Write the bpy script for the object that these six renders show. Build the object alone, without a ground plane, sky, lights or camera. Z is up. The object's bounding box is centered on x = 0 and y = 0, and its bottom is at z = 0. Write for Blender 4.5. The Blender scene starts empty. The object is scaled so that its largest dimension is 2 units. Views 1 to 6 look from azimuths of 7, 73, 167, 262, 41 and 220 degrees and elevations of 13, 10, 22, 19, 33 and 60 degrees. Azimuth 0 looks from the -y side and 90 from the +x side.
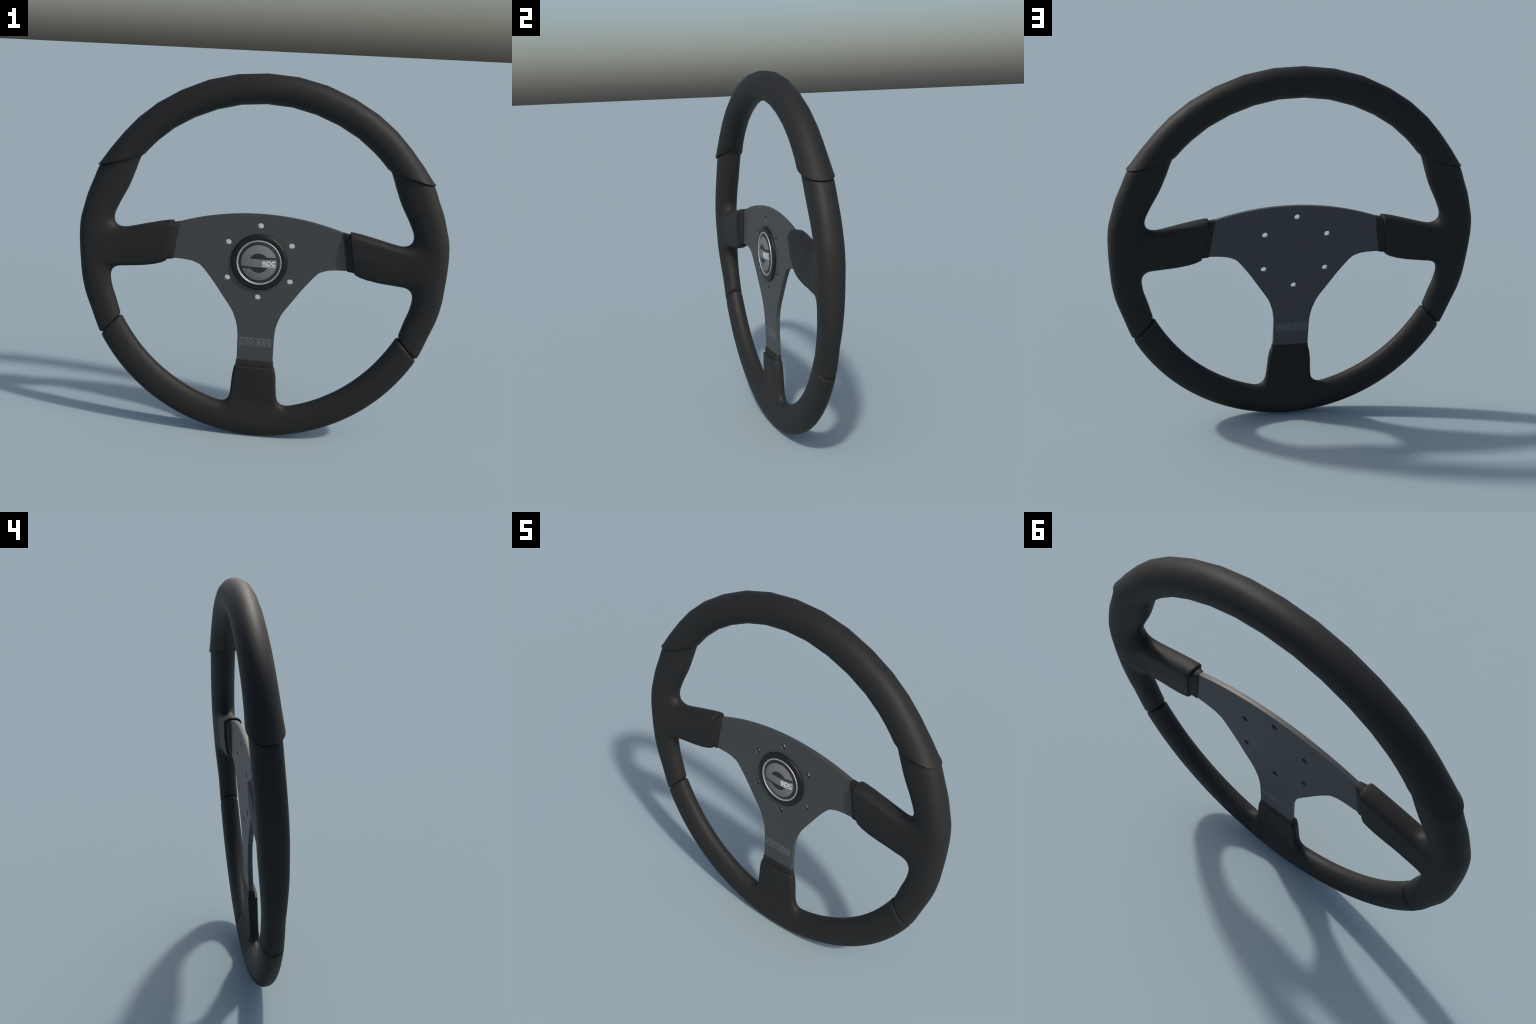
# Three-spoke sports steering wheel standing upright in the XZ plane.
# The hub is at (0, 0, 1); the driver's side faces -y.
import bpy, bmesh, math
import numpy as np
from mathutils import Vector

HUB = 1.0                      # height of the hub centre


# ------------------------------------------------------------------ materials
def material(name, colour, rough, metallic=0.0, specular=0.5, grain=0.0, grain_scale=900.0, tone=0.0):
    m = bpy.data.materials.new(name)
    m.use_nodes = True
    nt = m.node_tree
    b = nt.nodes["Principled BSDF"]
    b.inputs["Roughness"].default_value = rough
    b.inputs["Metallic"].default_value = metallic
    b.inputs["Specular IOR Level"].default_value = specular
    co = nt.nodes.new("ShaderNodeTexCoord")
    noise = nt.nodes.new("ShaderNodeTexNoise")
    noise.inputs["Scale"].default_value = 6.0
    noise.inputs["Detail"].default_value = 3.0
    nt.links.new(co.outputs["Object"], noise.inputs["Vector"])
    ramp = nt.nodes.new("ShaderNodeValToRGB")
    lo = [c * (1.0 - tone) for c in colour]
    hi = [c * (1.0 + tone) for c in colour]
    ramp.color_ramp.elements[0].color = (*lo, 1)
    ramp.color_ramp.elements[1].color = (*hi, 1)
    ramp.color_ramp.elements[0].position = 0.3
    ramp.color_ramp.elements[1].position = 0.7
    nt.links.new(noise.outputs["Fac"], ramp.inputs["Fac"])
    nt.links.new(ramp.outputs["Color"], b.inputs["Base Color"])
    if grain > 0:
        fine = nt.nodes.new("ShaderNodeTexNoise")
        fine.inputs["Scale"].default_value = grain_scale
        fine.inputs["Detail"].default_value = 2.0
        nt.links.new(co.outputs["Object"], fine.inputs["Vector"])
        bump = nt.nodes.new("ShaderNodeBump")
        bump.inputs["Strength"].default_value = grain
        bump.inputs["Distance"].default_value = 0.001
        nt.links.new(fine.outputs["Fac"], bump.inputs["Height"])
        nt.links.new(bump.outputs["Normal"], b.inputs["Normal"])
    return m


LEATHER = material("black_leather", (0.0180, 0.0177, 0.0172), 0.57, specular=0.20, tone=0.03, grain=0.03)
METAL = material("anodised_plate", (0.0445, 0.0480, 0.0482), 0.50, tone=0.015)
RUBBER = material("button_ring_black", (0.0075, 0.0075, 0.0075), 0.45, specular=0.32)
CHROME = material("chrome", (0.62, 0.64, 0.66), 0.50, metallic=0.55)
STEEL = material("bezel_steel", (0.28, 0.29, 0.30), 0.50, metallic=0.6)
EMBLEM_DARK = material("emblem_dark", (0.013, 0.0135, 0.014), 0.5)
EMBLEM_GREY = material("emblem_grey", (0.148, 0.152, 0.156), 0.45)
WHITE = material("letter_white", (0.62, 0.63, 0.64), 0.5)
LABEL_GREY = material("label_grey", (0.100, 0.104, 0.108), 0.5)
LABEL_DARK = material("label_dark", (0.0430, 0.0460, 0.0465), 0.5)


# -------------------------------------------------------------------- helpers
def add_object(name, mesh, mat, parent=None, smooth_angle=None):
    ob = bpy.data.objects.new(name, mesh)
    bpy.context.scene.collection.objects.link(ob)
    mesh.materials.clear()
    mesh.materials.append(mat)
    if parent is not None:
        ob.parent = parent
    if smooth_angle is not None:
        for p in mesh.polygons:
            p.use_smooth = True
        bm = bmesh.new()
        bm.from_mesh(mesh)
        for e in bm.edges:
            if len(e.link_faces) == 2 and e.calc_face_angle(0) > math.radians(smooth_angle):
                e.smooth = False
        bm.to_mesh(mesh)
        bm.free()
    return ob


def mesh_from(name, verts, faces):
    me = bpy.data.meshes.new(name)
    me.from_pydata([tuple(v) for v in verts], [], [tuple(int(i) for i in f) for f in faces])
    bm = bmesh.new()
    bm.from_mesh(me)
    bmesh.ops.recalc_face_normals(bm, faces=bm.faces)
    bm.to_mesh(me)
    bm.free()
    return me


def mirrored(mesh, name):
    """The same part for the other side of the wheel (x -> -x)."""
    me = mesh.copy()
    me.name = name
    bm = bmesh.new()
    bm.from_mesh(me)
    for v in bm.verts:
        v.co.x = -v.co.x
    bmesh.ops.reverse_faces(bm, faces=bm.faces)
    bm.to_mesh(me)
    bm.free()
    return me


def loft(rings, cap=True):
    """Quads between successive closed rings of equal length."""
    n = len(rings[0])
    verts = [p for ring in rings for p in ring]
    faces = []
    for i in range(len(rings) - 1):
        for j in range(n):
            k = (j + 1) % n
            faces.append((i * n + j, i * n + k, (i + 1) * n + k, (i + 1) * n + j))
    if cap:
        faces.append(tuple(range(n))[::-1])
        faces.append(tuple(range((len(rings) - 1) * n, len(rings) * n)))
    return verts, faces


# ---------------------------------------------------- implicit surface to mesh
def smin(a, b, k):
    h = np.clip(0.5 + 0.5 * (b - a) / k, 0, 1)
    return b + (a - b) * h - k * h * (1 - h)


def smax(a, b, k):
    return -smin(-a, -b, k)


def surface_nets(field, lo, hi, step):
    """Quad mesh of field(x, y, z) = 0, vertices pulled onto the surface."""
    axes = [np.arange(lo[i], hi[i] + step, step) for i in range(3)]
    X, Y, Z = np.meshgrid(*axes, indexing="ij")
    F = field(X, Y, Z)
    inside = F < 0
    nx, ny, nz = F.shape
    acc = np.zeros((nx - 1, ny - 1, nz - 1, 3))
    cnt = np.zeros((nx - 1, ny - 1, nz - 1))
    corner = [(i, j, k) for i in (0, 1) for j in (0, 1) for k in (0, 1)]

    def sub(A, c):
        return A[c[0]:nx - 1 + c[0], c[1]:ny - 1 + c[1], c[2]:nz - 1 + c[2]]

    for a in corner:
        for ax in range(3):
            if a[ax] == 1:
                continue
            b = list(a)
            b[ax] = 1
            fa, fb = sub(F, a), sub(F, b)
            cross = (fa < 0) != (fb < 0)
            t = np.where(cross, fa / np.where(cross, fa - fb, 1), 0)
            for d in range(3):
                acc[..., d] += np.where(cross, a[d] + (t if d == ax else 0), 0)
            cnt += cross
    active = cnt > 0
    index = -np.ones(active.shape, int)
    index[active] = np.arange(active.sum())
    cell = np.argwhere(active)
    V = np.array(lo) + step * (cell + acc[active] / cnt[active][:, None])
    faces = []
    for ax in range(3):
        o1, o2 = [d for d in range(3) if d != ax]
        sl_a = [slice(None)] * 3
        sl_b = [slice(None)] * 3
        sl_a[ax] = slice(0, -1)
        sl_b[ax] = slice(1, None)
        change = inside[tuple(sl_a)] != inside[tuple(sl_b)]
        e = np.argwhere(change)
        ok = (e[:, o1] > 0) & (e[:, o2] > 0) & (e[:, o1] < F.shape[o1] - 1) & (e[:, o2] < F.shape[o2] - 1)
        e = e[ok]
        quad = []
        for d1, d2 in ((-1, -1), (0, -1), (0, 0), (-1, 0)):
            c = e.copy()
            c[:, o1] += d1
            c[:, o2] += d2
            quad.append(index[c[:, 0], c[:, 1], c[:, 2]])
        faces.append(np.stack(quad, 1))
    faces = np.concatenate(faces)
    eps = step * 0.2
    for _ in range(4):
        f = field(V[:, 0], V[:, 1], V[:, 2])
        g = np.stack([(field(*(V + eps * d).T) - field(*(V - eps * d).T)) / (2 * eps) for d in np.eye(3)], 1)
        g2 = np.maximum((g ** 2).sum(1), 0.05)
        move = -(f / g2)[:, None] * g
        length = np.linalg.norm(move, axis=1, keepdims=True)
        V = V + move * np.minimum(1, 0.6 * step / np.maximum(length, 1e-9))
    return V, faces


def polar_outline(points):
    """Smooth radius around the hub through (angle from the top in degrees, radius)."""
    ang = np.radians([p[0] for p in points])
    rad = np.array([p[1] for p in points], float)
    slope = np.gradient(rad, ang)

    def radius(theta):
        i = np.clip(np.searchsorted(ang, theta) - 1, 0, len(ang) - 2)
        w = ang[i + 1] - ang[i]
        t = np.clip((theta - ang[i]) / w, 0, 1)
        return ((2 * t ** 3 - 3 * t ** 2 + 1) * rad[i] + (t ** 3 - 2 * t ** 2 + t) * w * slope[i]
                + (3 * t ** 2 - 2 * t ** 3) * rad[i + 1] + (t ** 3 - t ** 2) * w * slope[i + 1])
    return radius


def smoothstep(x, a, b):
    t = np.clip((x - a) / (b - a), 0, 1)
    return t * t * (3 - 2 * t)


def table(points):
    xs = np.array([p[0] for p in points], float)
    ys = np.array([p[1] for p in points], float)
    return lambda x: np.interp(x, xs, ys)


def mix(a, b, t):
    return a + (b - a) * t


def grip_field(rim, spoke):
    """Padded rim with one spoke growing out of it in the wheel's plane.

    rim:   inner(theta), outer(theta), depth(degrees), crest(degrees): where across the
           section (0 inner edge, 1 outer edge) it is thickest,
           set_back(degrees): shift of the section in y
    spoke: edge(x, zr) signed distance to its sides, half_depth(x, zr), round_width(x, zr),
           centre(x, zr) offset in y, fillet radius, and the radii between which its
           thickness changes into the rim's.
    """
    inner, outer, depth, crest, set_back = rim
    edge, half_depth, round_width, centre, fillet, r_from, r_to, power = spoke

    def f(x, y, z):
        zr = z - HUB
        th = np.arctan2(np.abs(x), zr)
        r = np.hypot(x, zr)
        ro, ri = outer(th), inner(th)
        b = crest(np.degrees(th))
        a_in, a_out, c = (ro - ri) * b, (ro - ri) * (1 - b), ri + (ro - ri) * b
        side = edge(x, zr)
        is_rim = np.maximum(smoothstep(side, -0.004, 0.060), smoothstep(r, r_from, r_to))
        s = -smin(ri - r, side, fillet(x, zr))
        h = mix(half_depth(x, zr), depth(np.degrees(th)), is_rim)
        w = mix(round_width(x, zr), a_in, is_rim)
        yc = mix(centre(x, zr), set_back(np.degrees(th)), is_rim)
        u_in = 1 - s / w
        u_out = (r - c) / a_out
        u = np.maximum(np.maximum(u_in, u_out), 0)
        p = np.where(u_out > u_in, 2.25, mix(power, 2.12, is_rim))
        q = (u ** p + np.abs((y - yc) / h) ** p) ** (1 / p)
        return (q - 1) * np.minimum(h, w)
    return f


def rounded_box(u, v, hu, hv, rad):
    a, b = np.abs(u) - (hu - rad), np.abs(v) - (hv - rad)
    return np.hypot(np.maximum(a, 0), np.maximum(b, 0)) + np.minimum(np.maximum(a, b), 0) - rad


def half_plane(p0, p1, keep):
    """Signed distance to the line p0-p1 in the wheel's plane, negative on keep's side."""
    p0, p1, keep = (np.array(p, float) for p in (p0, p1, keep))
    d = (p1 - p0) / np.linalg.norm(p1 - p0)
    n = np.array([d[1], -d[0]])
    if (keep - p0) @ n > 0:
        n = -n
    return lambda x, z: (x - p0[0]) * n[0] + (z - HUB - p0[1]) * n[1]


# seams between the leather pieces: (outer point, inner point), relative to the hub
UPPER_SEAM = ((0.898, 0.464), (0.664, 0.531))
LOWER_SEAM = ((0.8785, -0.480), (0.7675, -0.3615))

wheel = bpy.data.objects.new("steering_wheel", None)
bpy.context.scene.collection.objects.link(wheel)
wheel["label"] = "three-spoke racing steering wheel in black leather and grey metal"
wheel["category"] = "steering wheel"


# ------------------------------------------------------------- upper rim grip
def station(outer, inner, depth, shrink=0.0, segments=40):
    """Rim section spanned between an outer and an inner point of the wheel's plane."""
    (ax, az), (bx, bz) = outer, inner
    cx, cz = (ax + bx) / 2, (az + bz) / 2
    ux, uz = (ax - bx) / 2, (az - bz) / 2
    half = math.hypot(ux, uz)
    k = (half - shrink) / half
    d = depth - shrink
    ring = []
    for i in range(segments):
        t = 2 * math.pi * i / segments
        c, s = math.cos(t), math.sin(t)
        e = 2 / (2.12 if c > 0 else 2.08)
        c = math.copysign(abs(c) ** e, c)
        s = math.copysign(abs(s) ** e, s)
        ring.append((cx + ux * k * c, d * s, HUB + cz + uz * k * c))
    return ring


def polar(angle, radius):
    a = math.radians(angle)
    return (radius * math.sin(a), radius * math.cos(a))


TOP = [  # (outer angle, outer radius, inner angle, inner radius, half depth)
    (0.0, 0.9985, 0.0, 0.8410, 0.0725), (9.15, 1.000, 9.1, 0.8415, 0.0725),
    (18.05, 1.001, 18.0, 0.8410, 0.0725), (27.1, 1.001, 26.8, 0.8420, 0.0727),
    (35.3, 1.0035, 35.05, 0.8445, 0.0732), (42.6, 1.0040, 42.2, 0.8440, 0.0740),
    (49.0, 1.0025, 45.2, 0.8440, 0.0750), (55.8, 1.0060, 47.9, 0.8440, 0.0765),
    (60.8, 1.0120, 50.0, 0.8440, 0.0795)]
half_rings = [station(polar(a, ra), polar(b, rb), d) for a, ra, b, rb, d in TOP]
oa, ob_ = np.array(polar(62.4, 1.0145)), np.array(polar(50.9, 0.8455))
inward = np.array([-(oa - ob_)[1], (oa - ob_)[0]])
inward = inward / np.linalg.norm(inward)
if inward[1] > 0:
    inward = -inward
for t in range(1, 6):           # rolled edge, then the closed end under the lip
    a = math.radians(90 * t / 5)
    off = -inward * 0.007 * (1 - math.sin(a))
    half_rings.append(station(oa + off, ob_ + off, 0.0805, 0.007 * (1 - math.cos(a))))
half_rings.append(station(oa - inward * 0.002, ob_ - inward * 0.002, 0.0805, 0.03))
left = [[(-x, y, z) for x, y, z in ring] for ring in half_rings[1:]][::-1]
v, f = loft(left + half_rings)
upper = add_object("upper_rim_grip", mesh_from("upper_rim_grip", v, f), LEATHER, wheel, 50)


# ---------------------------------------------------- side grips with spoke arms
SIDE_OUTER = polar_outline([(50, 1.000), (56, 1.003), (62.3, 1.0085), (67.2, 1.0045), (72.0, 1.0070), (75.9, 1.0068), (79.75, 1.0095),
                            (83.6, 1.0060), (88.5, 0.9995), (94, 0.9955), (99.5, 0.9970), (103.5, 0.9965), (110.5, 0.9915),
                            (118.2, 0.9985), (135, 0.9985)])
SIDE_INNER = polar_outline([(40, 0.880), (51.5, 0.8500), (57.4, 0.8270), (63.3, 0.8155), (71.5, 0.8260), (76, 0.8345), (90, 0.8375),
                            (100.4, 0.8405), (103.3, 0.8420), (108.5, 0.8390), (114.5, 0.8450), (130, 0.8480)])
SIDE_DEPTH = table([(45, 0.068), (70, 0.0675), (85, 0.066), (95, 0.0625), (102, 0.056), (108, 0.051),
                    (118, 0.051), (130, 0.051)])
ARM_TOP = table([(0.44, 0.200), (0.50, 0.195), (0.54, 0.188), (0.63, 0.167), (0.70, 0.1495), (0.76, 0.136), (0.90, 0.115)])
ARM_BOTTOM = table([(0.44, -0.010), (0.505, -0.028), (0.54, -0.045), (0.58, -0.057), (0.643, -0.0685),
                    (0.70, -0.074), (0.76, -0.079), (0.90, -0.085)])
upper_cut = half_plane(*UPPER_SEAM, keep=(0.9, 0.1))
lower_cut = half_plane(*LOWER_SEAM, keep=(0.9, -0.1))
arm_cut = half_plane((0.478, 0.196), (0.515, -0.034), keep=(0.8, 0.1))


ARM_CENTRE = -0.004


def arm_half_depth(t):
    """Half thickness of the spoke arm: t = 1 at its top edge, -1 at its thin lower edge."""
    return 0.049 - 0.019 * np.clip((0.15 - t) / 1.15, 0, 1) ** 1.6


def arm_edge(x, zr):
    return np.maximum(zr - ARM_TOP(x), ARM_BOTTOM(x) - zr)


def arm_position(x, zr):
    top, bot = ARM_TOP(x), ARM_BOTTOM(x)
    return np.clip((zr - (top + bot) / 2) / ((top - bot) / 2), -1, 1)


arm_body = grip_field((SIDE_INNER, SIDE_OUTER, SIDE_DEPTH, table([(50, 0.60), (85, 0.58), (105, 0.50), (130, 0.50)]),
                       table([(50, 0.0030), (70, 0.0030), (95, 0.0), (130, 0.0)])),
                      (arm_edge,
                       lambda x, zr: mix(arm_half_depth(arm_position(x, zr)), 0.049, 0.5 * smoothstep(x, 0.66, 0.82)),
                       lambda x, zr: 0.024 + 0.010 * smoothstep(arm_position(x, zr), -0.3, 0.5),
                       lambda x, zr: ARM_CENTRE + 0.004 * smoothstep(-arm_position(x, zr), 0.0, 1.0),
                       lambda x, zr: mix(0.078, 0.100, smoothstep(zr, 0.0, 0.1)),
                       0.76, 0.91, 2.3))


def side_field(x, y, z):
    f = smax(arm_body(x, y, z), arm_cut(x, z) - 0.002, 0.007)
    f = smax(f, upper_cut(x, z) - 0.004, 0.004)
    return smax(f, lower_cut(x, z) - 0.0010, 0.020)


v, f = surface_nets(side_field, (0.45, -0.09, 0.48), (1.03, 0.09, 1.57), 0.0055)
side_mesh = mesh_from("side_grip", v, f)
side = add_object("side_grip", side_mesh, LEATHER, wheel, 60)
side_left = add_object("side_grip", mirrored(side_mesh, "side_grip"), LEATHER, wheel, 60)


def rounded_rect(p_top, p_bot, front, back, rad, n=6):
    """Ring of a spoke section between two points of the wheel's plane."""
    (tx, tz), (bx, bz) = p_top, p_bot
    length = math.hypot(tx - bx, tz - bz)
    ring = []
    w, d = length, back - front
    corners = [(w - rad, d - rad, 0), (rad, d - rad, 90), (rad, rad, 180), (w - rad, rad, 270)]
    for cu, cv, a0 in corners:
        for i in range(n + 1):
            a = math.radians(a0 + 90 * i / n)
            u, vv = cu + rad * math.cos(a), cv + rad * math.sin(a)
            s = u / w
            ring.append((bx + (tx - bx) * s, front + vv, HUB + bz + (tz - bz) * s))
    return ring


def arm_ring(p_top, p_bot, shape, n=22):
    """Ring whose half thickness follows shape(t) from the lower edge (-1) to the upper (1)."""
    (tx, tz), (bx, bz) = p_top, p_bot
    ts = [math.sin(math.pi * (i / n - 0.5)) for i in range(n + 1)]
    front, back = [], []
    for t in ts:
        s = (t + 1) / 2
        x, z = bx + (tx - bx) * s, HUB + bz + (tz - bz) * s
        front.append((x, ARM_CENTRE - shape(t), z))
        back.append((x, ARM_CENTRE + 0.0015 + shape(t), z))
    return front + back[::-1]


def edge_round(t, e):
    d = max(0.0, (abs(t) - 1 + e) / e)
    return math.sqrt(max(0.0, 1 - d * d))


def inner_shape(t):
    return (float(arm_half_depth(t)) - 0.011) * edge_round(t, 0.22)


def plate_shape(size):
    return lambda t: size * (0.25 + 0.75 * edge_round(t, 0.05))


rings = [arm_ring((0.505, 0.184), (0.535, -0.026), inner_shape),
         arm_ring((0.480, 0.1845), (0.512, -0.0235), inner_shape),
         arm_ring((0.4425, 0.1925), (0.4765, -0.0170), plate_shape(0.0172)),
         arm_ring((0.4405, 0.1920), (0.4740, -0.0165), plate_shape(0.0160)),
         arm_ring((0.4410, 0.1850), (0.4740, -0.0090), plate_shape(0.0080))]
v, f = loft(rings)
sleeve_mesh = mesh_from("spoke_sleeve", v, f)
add_object("spoke_sleeve", sleeve_mesh, LEATHER, side, 35)
add_object("spoke_sleeve", mirrored(sleeve_mesh, "spoke_sleeve"), LEATHER, side_left, 35)


# -------------------------------------------- lower rim grip with bottom spoke
LOW_OUTER = polar_outline([(100, 0.9985), (118.5, 0.9990), (140, 1.0003), (160, 1.0003), (180, 1.0000), (200, 1.0003)])
LOW_INNER = polar_outline([(100, 0.845), (115, 0.8430), (122, 0.8390), (131, 0.8370), (149, 0.8365),
                           (165, 0.8390), (180, 0.8385), (200, 0.839)])
LOW_DEPTH = table([(100, 0.052), (118, 0.052), (150, 0.0525), (180, 0.0525)])
low_cut = half_plane(*LOWER_SEAM, keep=(0.6, -0.7))
SPOKE_HALF = table([(-0.95, 0.137), (-0.766, 0.1305), (-0.70, 0.1252), (-0.655, 0.1222), (-0.62, 0.1168), (-0.59, 0.1090)])


def crown(x, zr):
    """The spoke's front face is slightly crowned."""
    return 0.0040 * (1 - np.clip(np.abs(x) / 0.12, 0, 1) ** 2) * (1 - smoothstep(-zr, 0.62, 0.80))


spoke_body = grip_field((LOW_INNER, LOW_OUTER, LOW_DEPTH, table([(90, 0.5), (200, 0.5)]),
                         table([(90, 0.0), (200, 0.0)])),
                        (lambda x, zr: np.abs(x) - SPOKE_HALF(zr),
                         lambda x, zr: 0.0232 + crown(x, zr),
                         lambda x, zr: 0.012 + 0 * x,
                         lambda x, zr: -0.0080 - crown(x, zr),
                         lambda x, zr: 0.080 + 0 * x,
                         0.78, 0.93, 2.3))


def low_field(x, y, z):
    spoke_end = z - HUB + 0.594 - 2 * smoothstep(np.abs(x), 0.16, 0.30)
    f = smax(spoke_body(x, y, z), spoke_end - 0.001, 0.005)
    return smax(f, low_cut(np.abs(x), z) - 0.0010, 0.020)


v, f = surface_nets(low_field, (-0.93, -0.08, -0.03), (0.93, 0.08, 0.68), 0.0055)
lower = add_object("lower_rim_grip", mesh_from("lower_rim_grip", v, f), LEATHER, wheel, 60)


def spoke_ring(zr, half, front, back, rad):
    return rounded_rect((half, zr), (-half, zr), front, back, rad)


v, f = loft([spoke_ring(-0.64, 0.1055, -0.0235, 0.0120, 0.008), spoke_ring(-0.592, 0.1055, -0.0235, 0.0120, 0.008),
             spoke_ring(-0.563, 0.1030, -0.0205, 0.0108, 0.006), spoke_ring(-0.560, 0.1015, -0.0185, 0.0098, 0.005),
             spoke_ring(-0.561, 0.0950, -0.0120, 0.0050, 0.003)])
add_object("spoke_sleeve", mesh_from("spoke_sleeve", v, f), LEATHER, lower, 35)


# ----------------------------------------------------------- flat-shape builder
def flat_shape(name, loops, y_front, thickness, bevel=0.0, resolution=2):
    """Filled outline (outer loop plus holes) in the wheel's plane, given real thickness."""
    cu = bpy.data.curves.new(name, "CURVE")
    cu.dimensions = "2D"
    cu.fill_mode = "BOTH"
    cu.extrude = thickness / 2 - bevel
    cu.bevel_depth = bevel
    cu.bevel_resolution = resolution
    cu.offset = -bevel
    for loop in loops:
        sp = cu.splines.new("POLY")
        sp.points.add(len(loop) - 1)
        for p, (x, z) in zip(sp.points, loop):
            p.co = (x, z, 0, 1)
        sp.use_cyclic_u = True
    ob = bpy.data.objects.new(name, cu)
    bpy.context.scene.collection.objects.link(ob)
    bpy.context.view_layer.update()
    me = bpy.data.meshes.new_from_object(ob.evaluated_get(bpy.context.evaluated_depsgraph_get()))
    bpy.data.objects.remove(ob)
    bpy.data.curves.remove(cu)
    me.name = name
    for vtx in me.vertices:      # curve plane (x, z), curve depth -> y
        x, z, d = vtx.co
        vtx.co = (x, y_front + thickness / 2 - d, HUB + z)
    bm = bmesh.new()
    bm.from_mesh(me)
    bmesh.ops.remove_doubles(bm, verts=bm.verts, dist=1e-6)
    bmesh.ops.recalc_face_normals(bm, faces=bm.faces)
    bm.to_mesh(me)
    bm.free()
    return me


def circle(cx, cz, r, n=48):
    return [(cx + r * math.cos(2 * math.pi * i / n), cz + r * math.sin(2 * math.pi * i / n)) for i in range(n)]


def spline(points, steps=8):
    """Catmull-Rom curve through the points."""
    pts = [Vector(p) for p in points]
    pts = [2 * pts[0] - pts[1]] + pts + [2 * pts[-1] - pts[-2]]
    out = []
    for i in range(1, len(pts) - 2):
        p0, p1, p2, p3 = pts[i - 1:i + 3]
        for s in range(steps):
            t = s / steps
            q = 0.5 * (2 * p1 + (p2 - p0) * t + (2 * p0 - 5 * p1 + 4 * p2 - p3) * t * t
                       + (3 * p1 - p0 - 3 * p2 + p3) * t ** 3)
            out.append((q.x, q.y))
    out.append(tuple(points[-1]))
    return out


# ---------------------------------------------------------------- spoke plate
PLATE_FRONT, PLATE_BACK = -0.0147, 0.0097
half_edge = spline([(0.500, -0.012), (0.425, -0.0135), (0.379, -0.0180), (0.345, -0.0280), (0.3125, -0.0480), (0.2480, -0.1250),
                    (0.1975, -0.1955), (0.1460, -0.2680), (0.1270, -0.3050), (0.1095, -0.3560),
                    (0.1018, -0.4100), (0.1003, -0.4600), (0.0998, -0.6000)])
crown_r = 1.43
crown = []
for i in range(33):
    x = 0.485 - 0.97 * i / 32
    crown.append((x, 0.2615 - (crown_r - math.sqrt(crown_r ** 2 - x * x))))
outline = half_edge + [(-x, z) for x, z in half_edge[::-1]] + crown[::-1]
holes = [circle(0.198 * math.sin(math.radians(60 * i)), 0.198 * math.cos(math.radians(60 * i)), 0.0158, 32) for i in range(6)]
plate = add_object("spoke_plate", flat_shape("spoke_plate", [outline] + holes, PLATE_FRONT,
                                             PLATE_BACK - PLATE_FRONT, 0.0018, 2), METAL, wheel, 40)
bm = bmesh.new()
bm.from_mesh(plate.data)
for e in bm.edges:              # keep the two broad faces truly flat in shading
    flat = [abs(fc.normal.y) > 0.995 for fc in e.link_faces]
    if any(flat) and not all(flat):
        e.smooth = False
bm.to_mesh(plate.data)
bm.free()


# ---------------------------------------------------------------- horn button
def revolve(profile, n=96, closed=False):
    rings = []
    for r, h in profile:
        rings.append([(r * math.cos(2 * math.pi * i / n), PLATE_FRONT - h, HUB + r * math.sin(2 * math.pi * i / n))
                      for i in range(n)])
    return loft(rings, cap=not closed)


v, f = revolve([(0.1500, -0.002), (0.1525, 0.0005), (0.1537, 0.0030), (0.1530, 0.0065), (0.1500, 0.0100), (0.1450, 0.0128),
                (0.1380, 0.0142), (0.1290, 0.0144), (0.1220, 0.0135), (0.1210, 0.0080)])
button = add_object("horn_button", mesh_from("horn_button", v, f), RUBBER, wheel, 50)
v, f = revolve([(0.1216, 0.0090), (0.1216, 0.0148), (0.1208, 0.0160), (0.1197, 0.0164), (0.1186, 0.0160), (0.1178, 0.0148),
                (0.1178, 0.0080)])
add_object("chrome_ring", mesh_from("chrome_ring", v, f), CHROME, button, 60)
v, f = revolve([(0.1179, 0.0070), (0.1179, 0.0146), (0.1165, 0.0150), (0.1145, 0.0140), (0.1108, 0.0115), (0.1108, 0.0060)])
add_object("inner_bezel", mesh_from("inner_bezel", v, f), STEEL, button, 60)

DISC_R, DISC_H, DOME = 0.1110, 0.0122, 0.0165


def dome(x, z):
    return DISC_H + DOME * (1 - (math.hypot(x, z) / DISC_R) ** 2.5)


v, f = revolve([(DISC_R, 0.006)] + [(DISC_R * math.cos(t), dome(DISC_R * math.cos(t), 0))
                                    for t in np.linspace(0, 1.5, 16)])
add_object("emblem_disc", mesh_from("emblem_disc", v, f), EMBLEM_DARK, button, 40)


def on_dome(mesh):
    """Slice a flat shape finely and lay it over the domed disc."""
    bm = bmesh.new()
    bm.from_mesh(mesh)
    for axis in (Vector((1, 0, 0)), Vector((0, 0, 1))):
        for i in range(-9, 10):
            geom = bm.verts[:] + bm.edges[:] + bm.faces[:]
            bmesh.ops.bisect_plane(bm, geom=geom, plane_co=axis * (i * 0.0111) + Vector((0, 0, HUB)), plane_no=axis, dist=1e-7)
    for vtx in bm.verts:
        vtx.co.y -= dome(vtx.co.x, vtx.co.z - HUB)
    bm.to_mesh(mesh)
    bm.free()
    return mesh


def arc(r, a0, a1, n=40, cx=0.0, cz=0.0):
    return [(cx + r * math.cos(math.radians(a0 + (a1 - a0) * i / n)), cz + r * math.sin(math.radians(a0 + (a1 - a0) * i / n)))
            for i in range(n + 1)]


R_SYM, R_EYE, BAR_IN, BAR_OUT = 0.0968, 0.0530, 0.0220, 0.0332


def ang(r, z):
    return math.degrees(math.asin(z / r))


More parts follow.
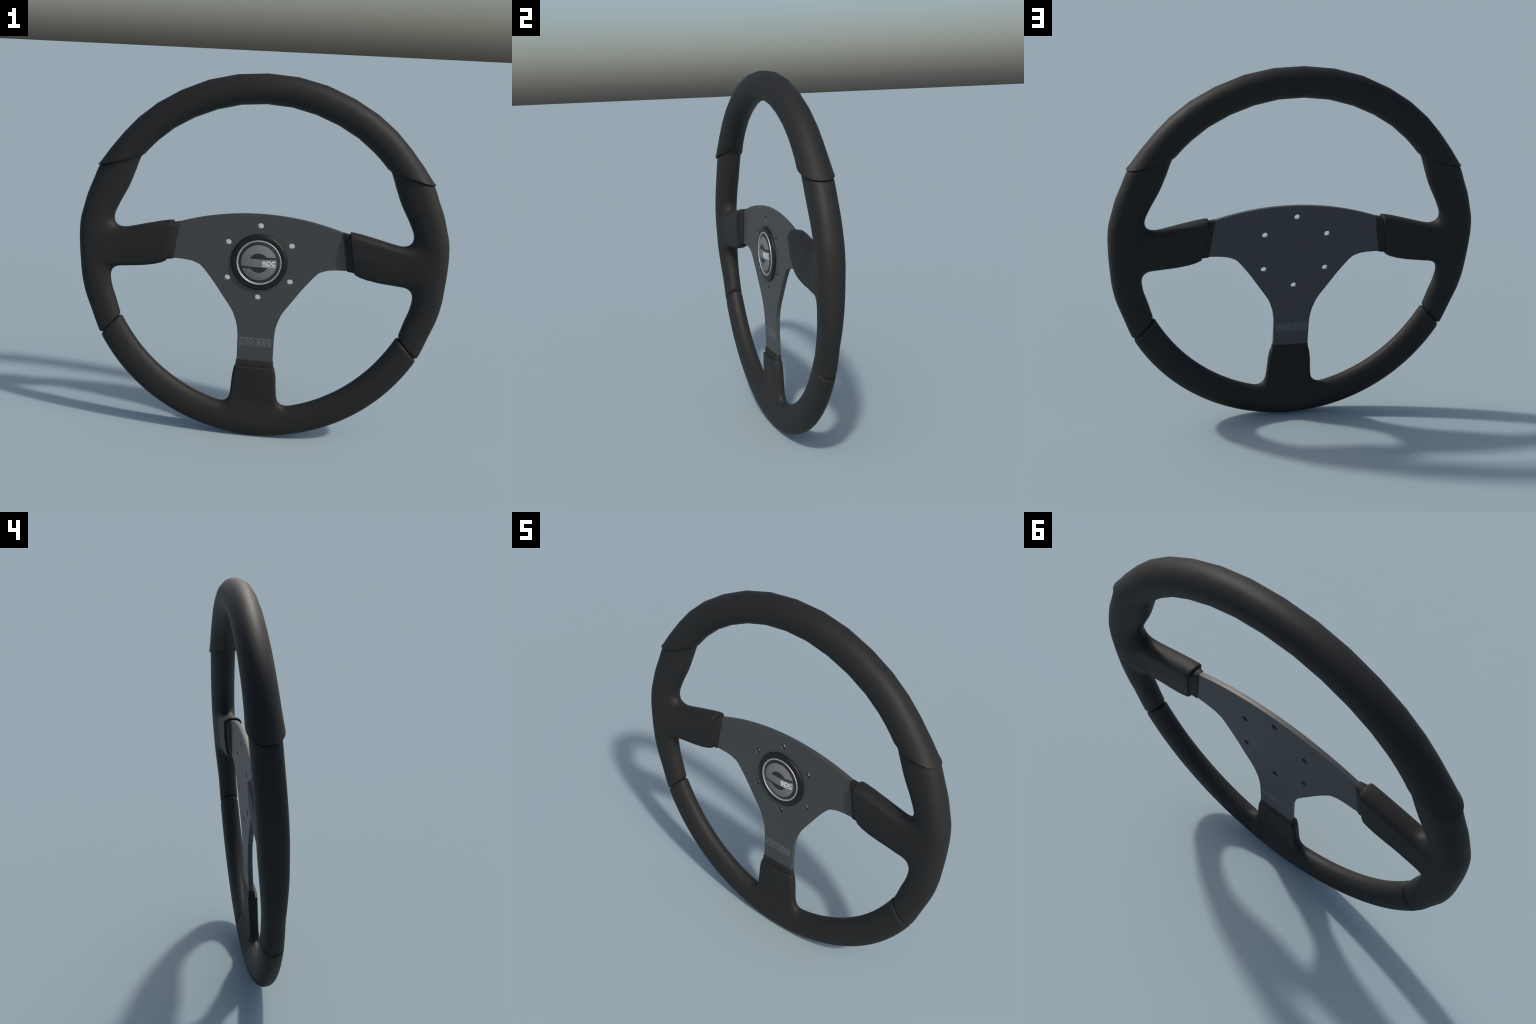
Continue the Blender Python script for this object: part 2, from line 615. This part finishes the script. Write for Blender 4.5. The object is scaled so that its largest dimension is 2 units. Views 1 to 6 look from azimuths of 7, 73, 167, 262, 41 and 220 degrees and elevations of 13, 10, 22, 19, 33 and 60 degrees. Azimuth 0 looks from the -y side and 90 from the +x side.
upper_half = (arc(R_SYM, ang(R_SYM, BAR_OUT), 180 + ang(R_SYM, BAR_IN), 60)
              + arc(R_EYE, -ang(R_EYE, BAR_IN), -180 + ang(R_EYE, BAR_OUT), 30))
symbol = upper_half + [(-x, -z) for x, z in upper_half]
add_object("emblem_symbol", on_dome(flat_shape("emblem_symbol", [symbol], PLATE_FRONT - 0.0006, 0.0012)), EMBLEM_GREY, button, 40)


# ------------------------------------------------------------- stroked lettering
def stroke(path, w):
    """Outline of a path drawn with a pen of width w."""
    pts = [Vector(p) for p in path]
    left_side, right_side = [], []
    for i, p in enumerate(pts):
        a = pts[max(i - 1, 0)]
        b = pts[min(i + 1, len(pts) - 1)]
        t = (b - a).normalized()
        n = Vector((-t.y, t.x)) * (w / 2)
        left_side.append(tuple(p + n))
        right_side.append(tuple(p - n))
    return left_side + right_side[::-1]


def letter_shapes(ch, x, base, s, w):
    """Round geometric lower-case letters: bowls of height s, pen width w, left edge x."""
    r = (s - w) / 2
    cx, cz = x + s / 2, base + s / 2
    if ch == "o":
        return [([circle(cx, cz, r + w / 2, 40), circle(cx, cz, r - w / 2, 40)], 0)]
    if ch == "c":
        return [([stroke(arc(r, 42, 318, 36, cx, cz), w)], 0)]
    if ch == "s":
        lift = 0.10 * s
        path = (arc(r, 28, 172, 24, cx, cz) + [(cx - r * 0.78, cz + lift * 0.3), (cx + r * 0.78, cz - lift * 0.3)]
                + arc(r, -8, -152, 24, cx, cz))
        return [([stroke(path, w)], 0)]
    if ch == "p":
        return [([circle(cx, cz, r + w / 2, 40), circle(cx, cz, r - w / 2, 40)], 0),
                ([[(x, base + s), (x + w, base + s), (x + w, base - 0.34 * s), (x, base - 0.34 * s)]], 1)]
    if ch == "a":
        return [([circle(cx, cz, r + w / 2, 40), circle(cx, cz, r - w / 2, 40)], 0),
                ([[(x + s - w, base + s), (x + s, base + s), (x + s, base), (x + s - w, base)]], 1)]
    if ch == "r":
        return [([[(x, base + s), (x + w, base + s), (x + w, base), (x, base)]], 1),
                ([stroke(arc(r, 172, 50, 20, cx, cz), w)], 0)]
    return []


def letter(ch, x, base, s, w, y_front, thickness, mat, parent, domed=False, name="letter"):
    bm = bmesh.new()
    for loops, raised in letter_shapes(ch, x, base, s, w):
        extra = 0.00035 * raised
        me = flat_shape("stroke", loops, y_front - extra, thickness + 2 * extra)
        bm.from_mesh(me)
        bpy.data.meshes.remove(me)
    me = bpy.data.meshes.new(name)
    bm.to_mesh(me)
    bm.free()
    if domed:
        on_dome(me)
    return add_object(name, me, mat, parent)


def bar(x0, x1, z, h, y_front, thickness, mat, parent, domed=False):
    me = flat_shape("underline", [[(x0, z - h / 2), (x1, z - h / 2), (x1, z + h / 2), (x0, z + h / 2)]], y_front, thickness)
    if domed:
        on_dome(me)
    return add_object("underline", me, mat, parent)


# three white letters on the emblem
for ch, x in (("s", 0.0180), ("p", 0.0435), ("c", 0.0690)):
    letter(ch, x, -0.0105, 0.0240, 0.0052, PLATE_FRONT - 0.0016, 0.0016, WHITE, button, True)
bar(0.0180, 0.0425, -0.0163, 0.0038, PLATE_FRONT - 0.0015, 0.0015, WHITE, button, True)
bar(0.0498, 0.0915, -0.0163, 0.0038, PLATE_FRONT - 0.0015, 0.0015, WHITE, button, True)


# label on the bottom spoke, the same on the front and (seen reversed) on the back
LW, LH, LX, LZ = 0.1765, 0.0470, -0.0015, -0.4530
x0, top_z = LX - LW / 2, LZ + LH / 2
for y_label, sign in ((PLATE_FRONT, -1), (PLATE_BACK, 1)):
    thick = 0.0012
    front = y_label - thick / 2
    rect = [(x0, LZ - LH / 2), (x0 + LW, LZ - LH / 2), (x0 + LW, top_z), (x0, top_z)]
    label = add_object("label_panel", flat_shape("label_panel", [rect], front, thick), LABEL_GREY, plate)
    thick2 = 0.0022
    s, w = 0.0270, 0.0044
    base = top_z - 0.71 * LH
    for ch, u in (("s", 0.028), ("p", 0.192), ("a", 0.349), ("r", 0.522), ("c", 0.662), ("o", 0.815)):
        letter(ch, x0 + u * LW, base, s, w, y_label - thick2 / 2, thick2, LABEL_DARK, label)
    zb = top_z - 0.855 * LH
    bar(x0 + 0.028 * LW, x0 + 0.180 * LW, zb, 0.0042, y_label - thick2 / 2, thick2, LABEL_DARK, label)
    bar(x0 + 0.236 * LW, x0 + 0.965 * LW, zb, 0.0042, y_label - thick2 / 2, thick2, LABEL_DARK, label)
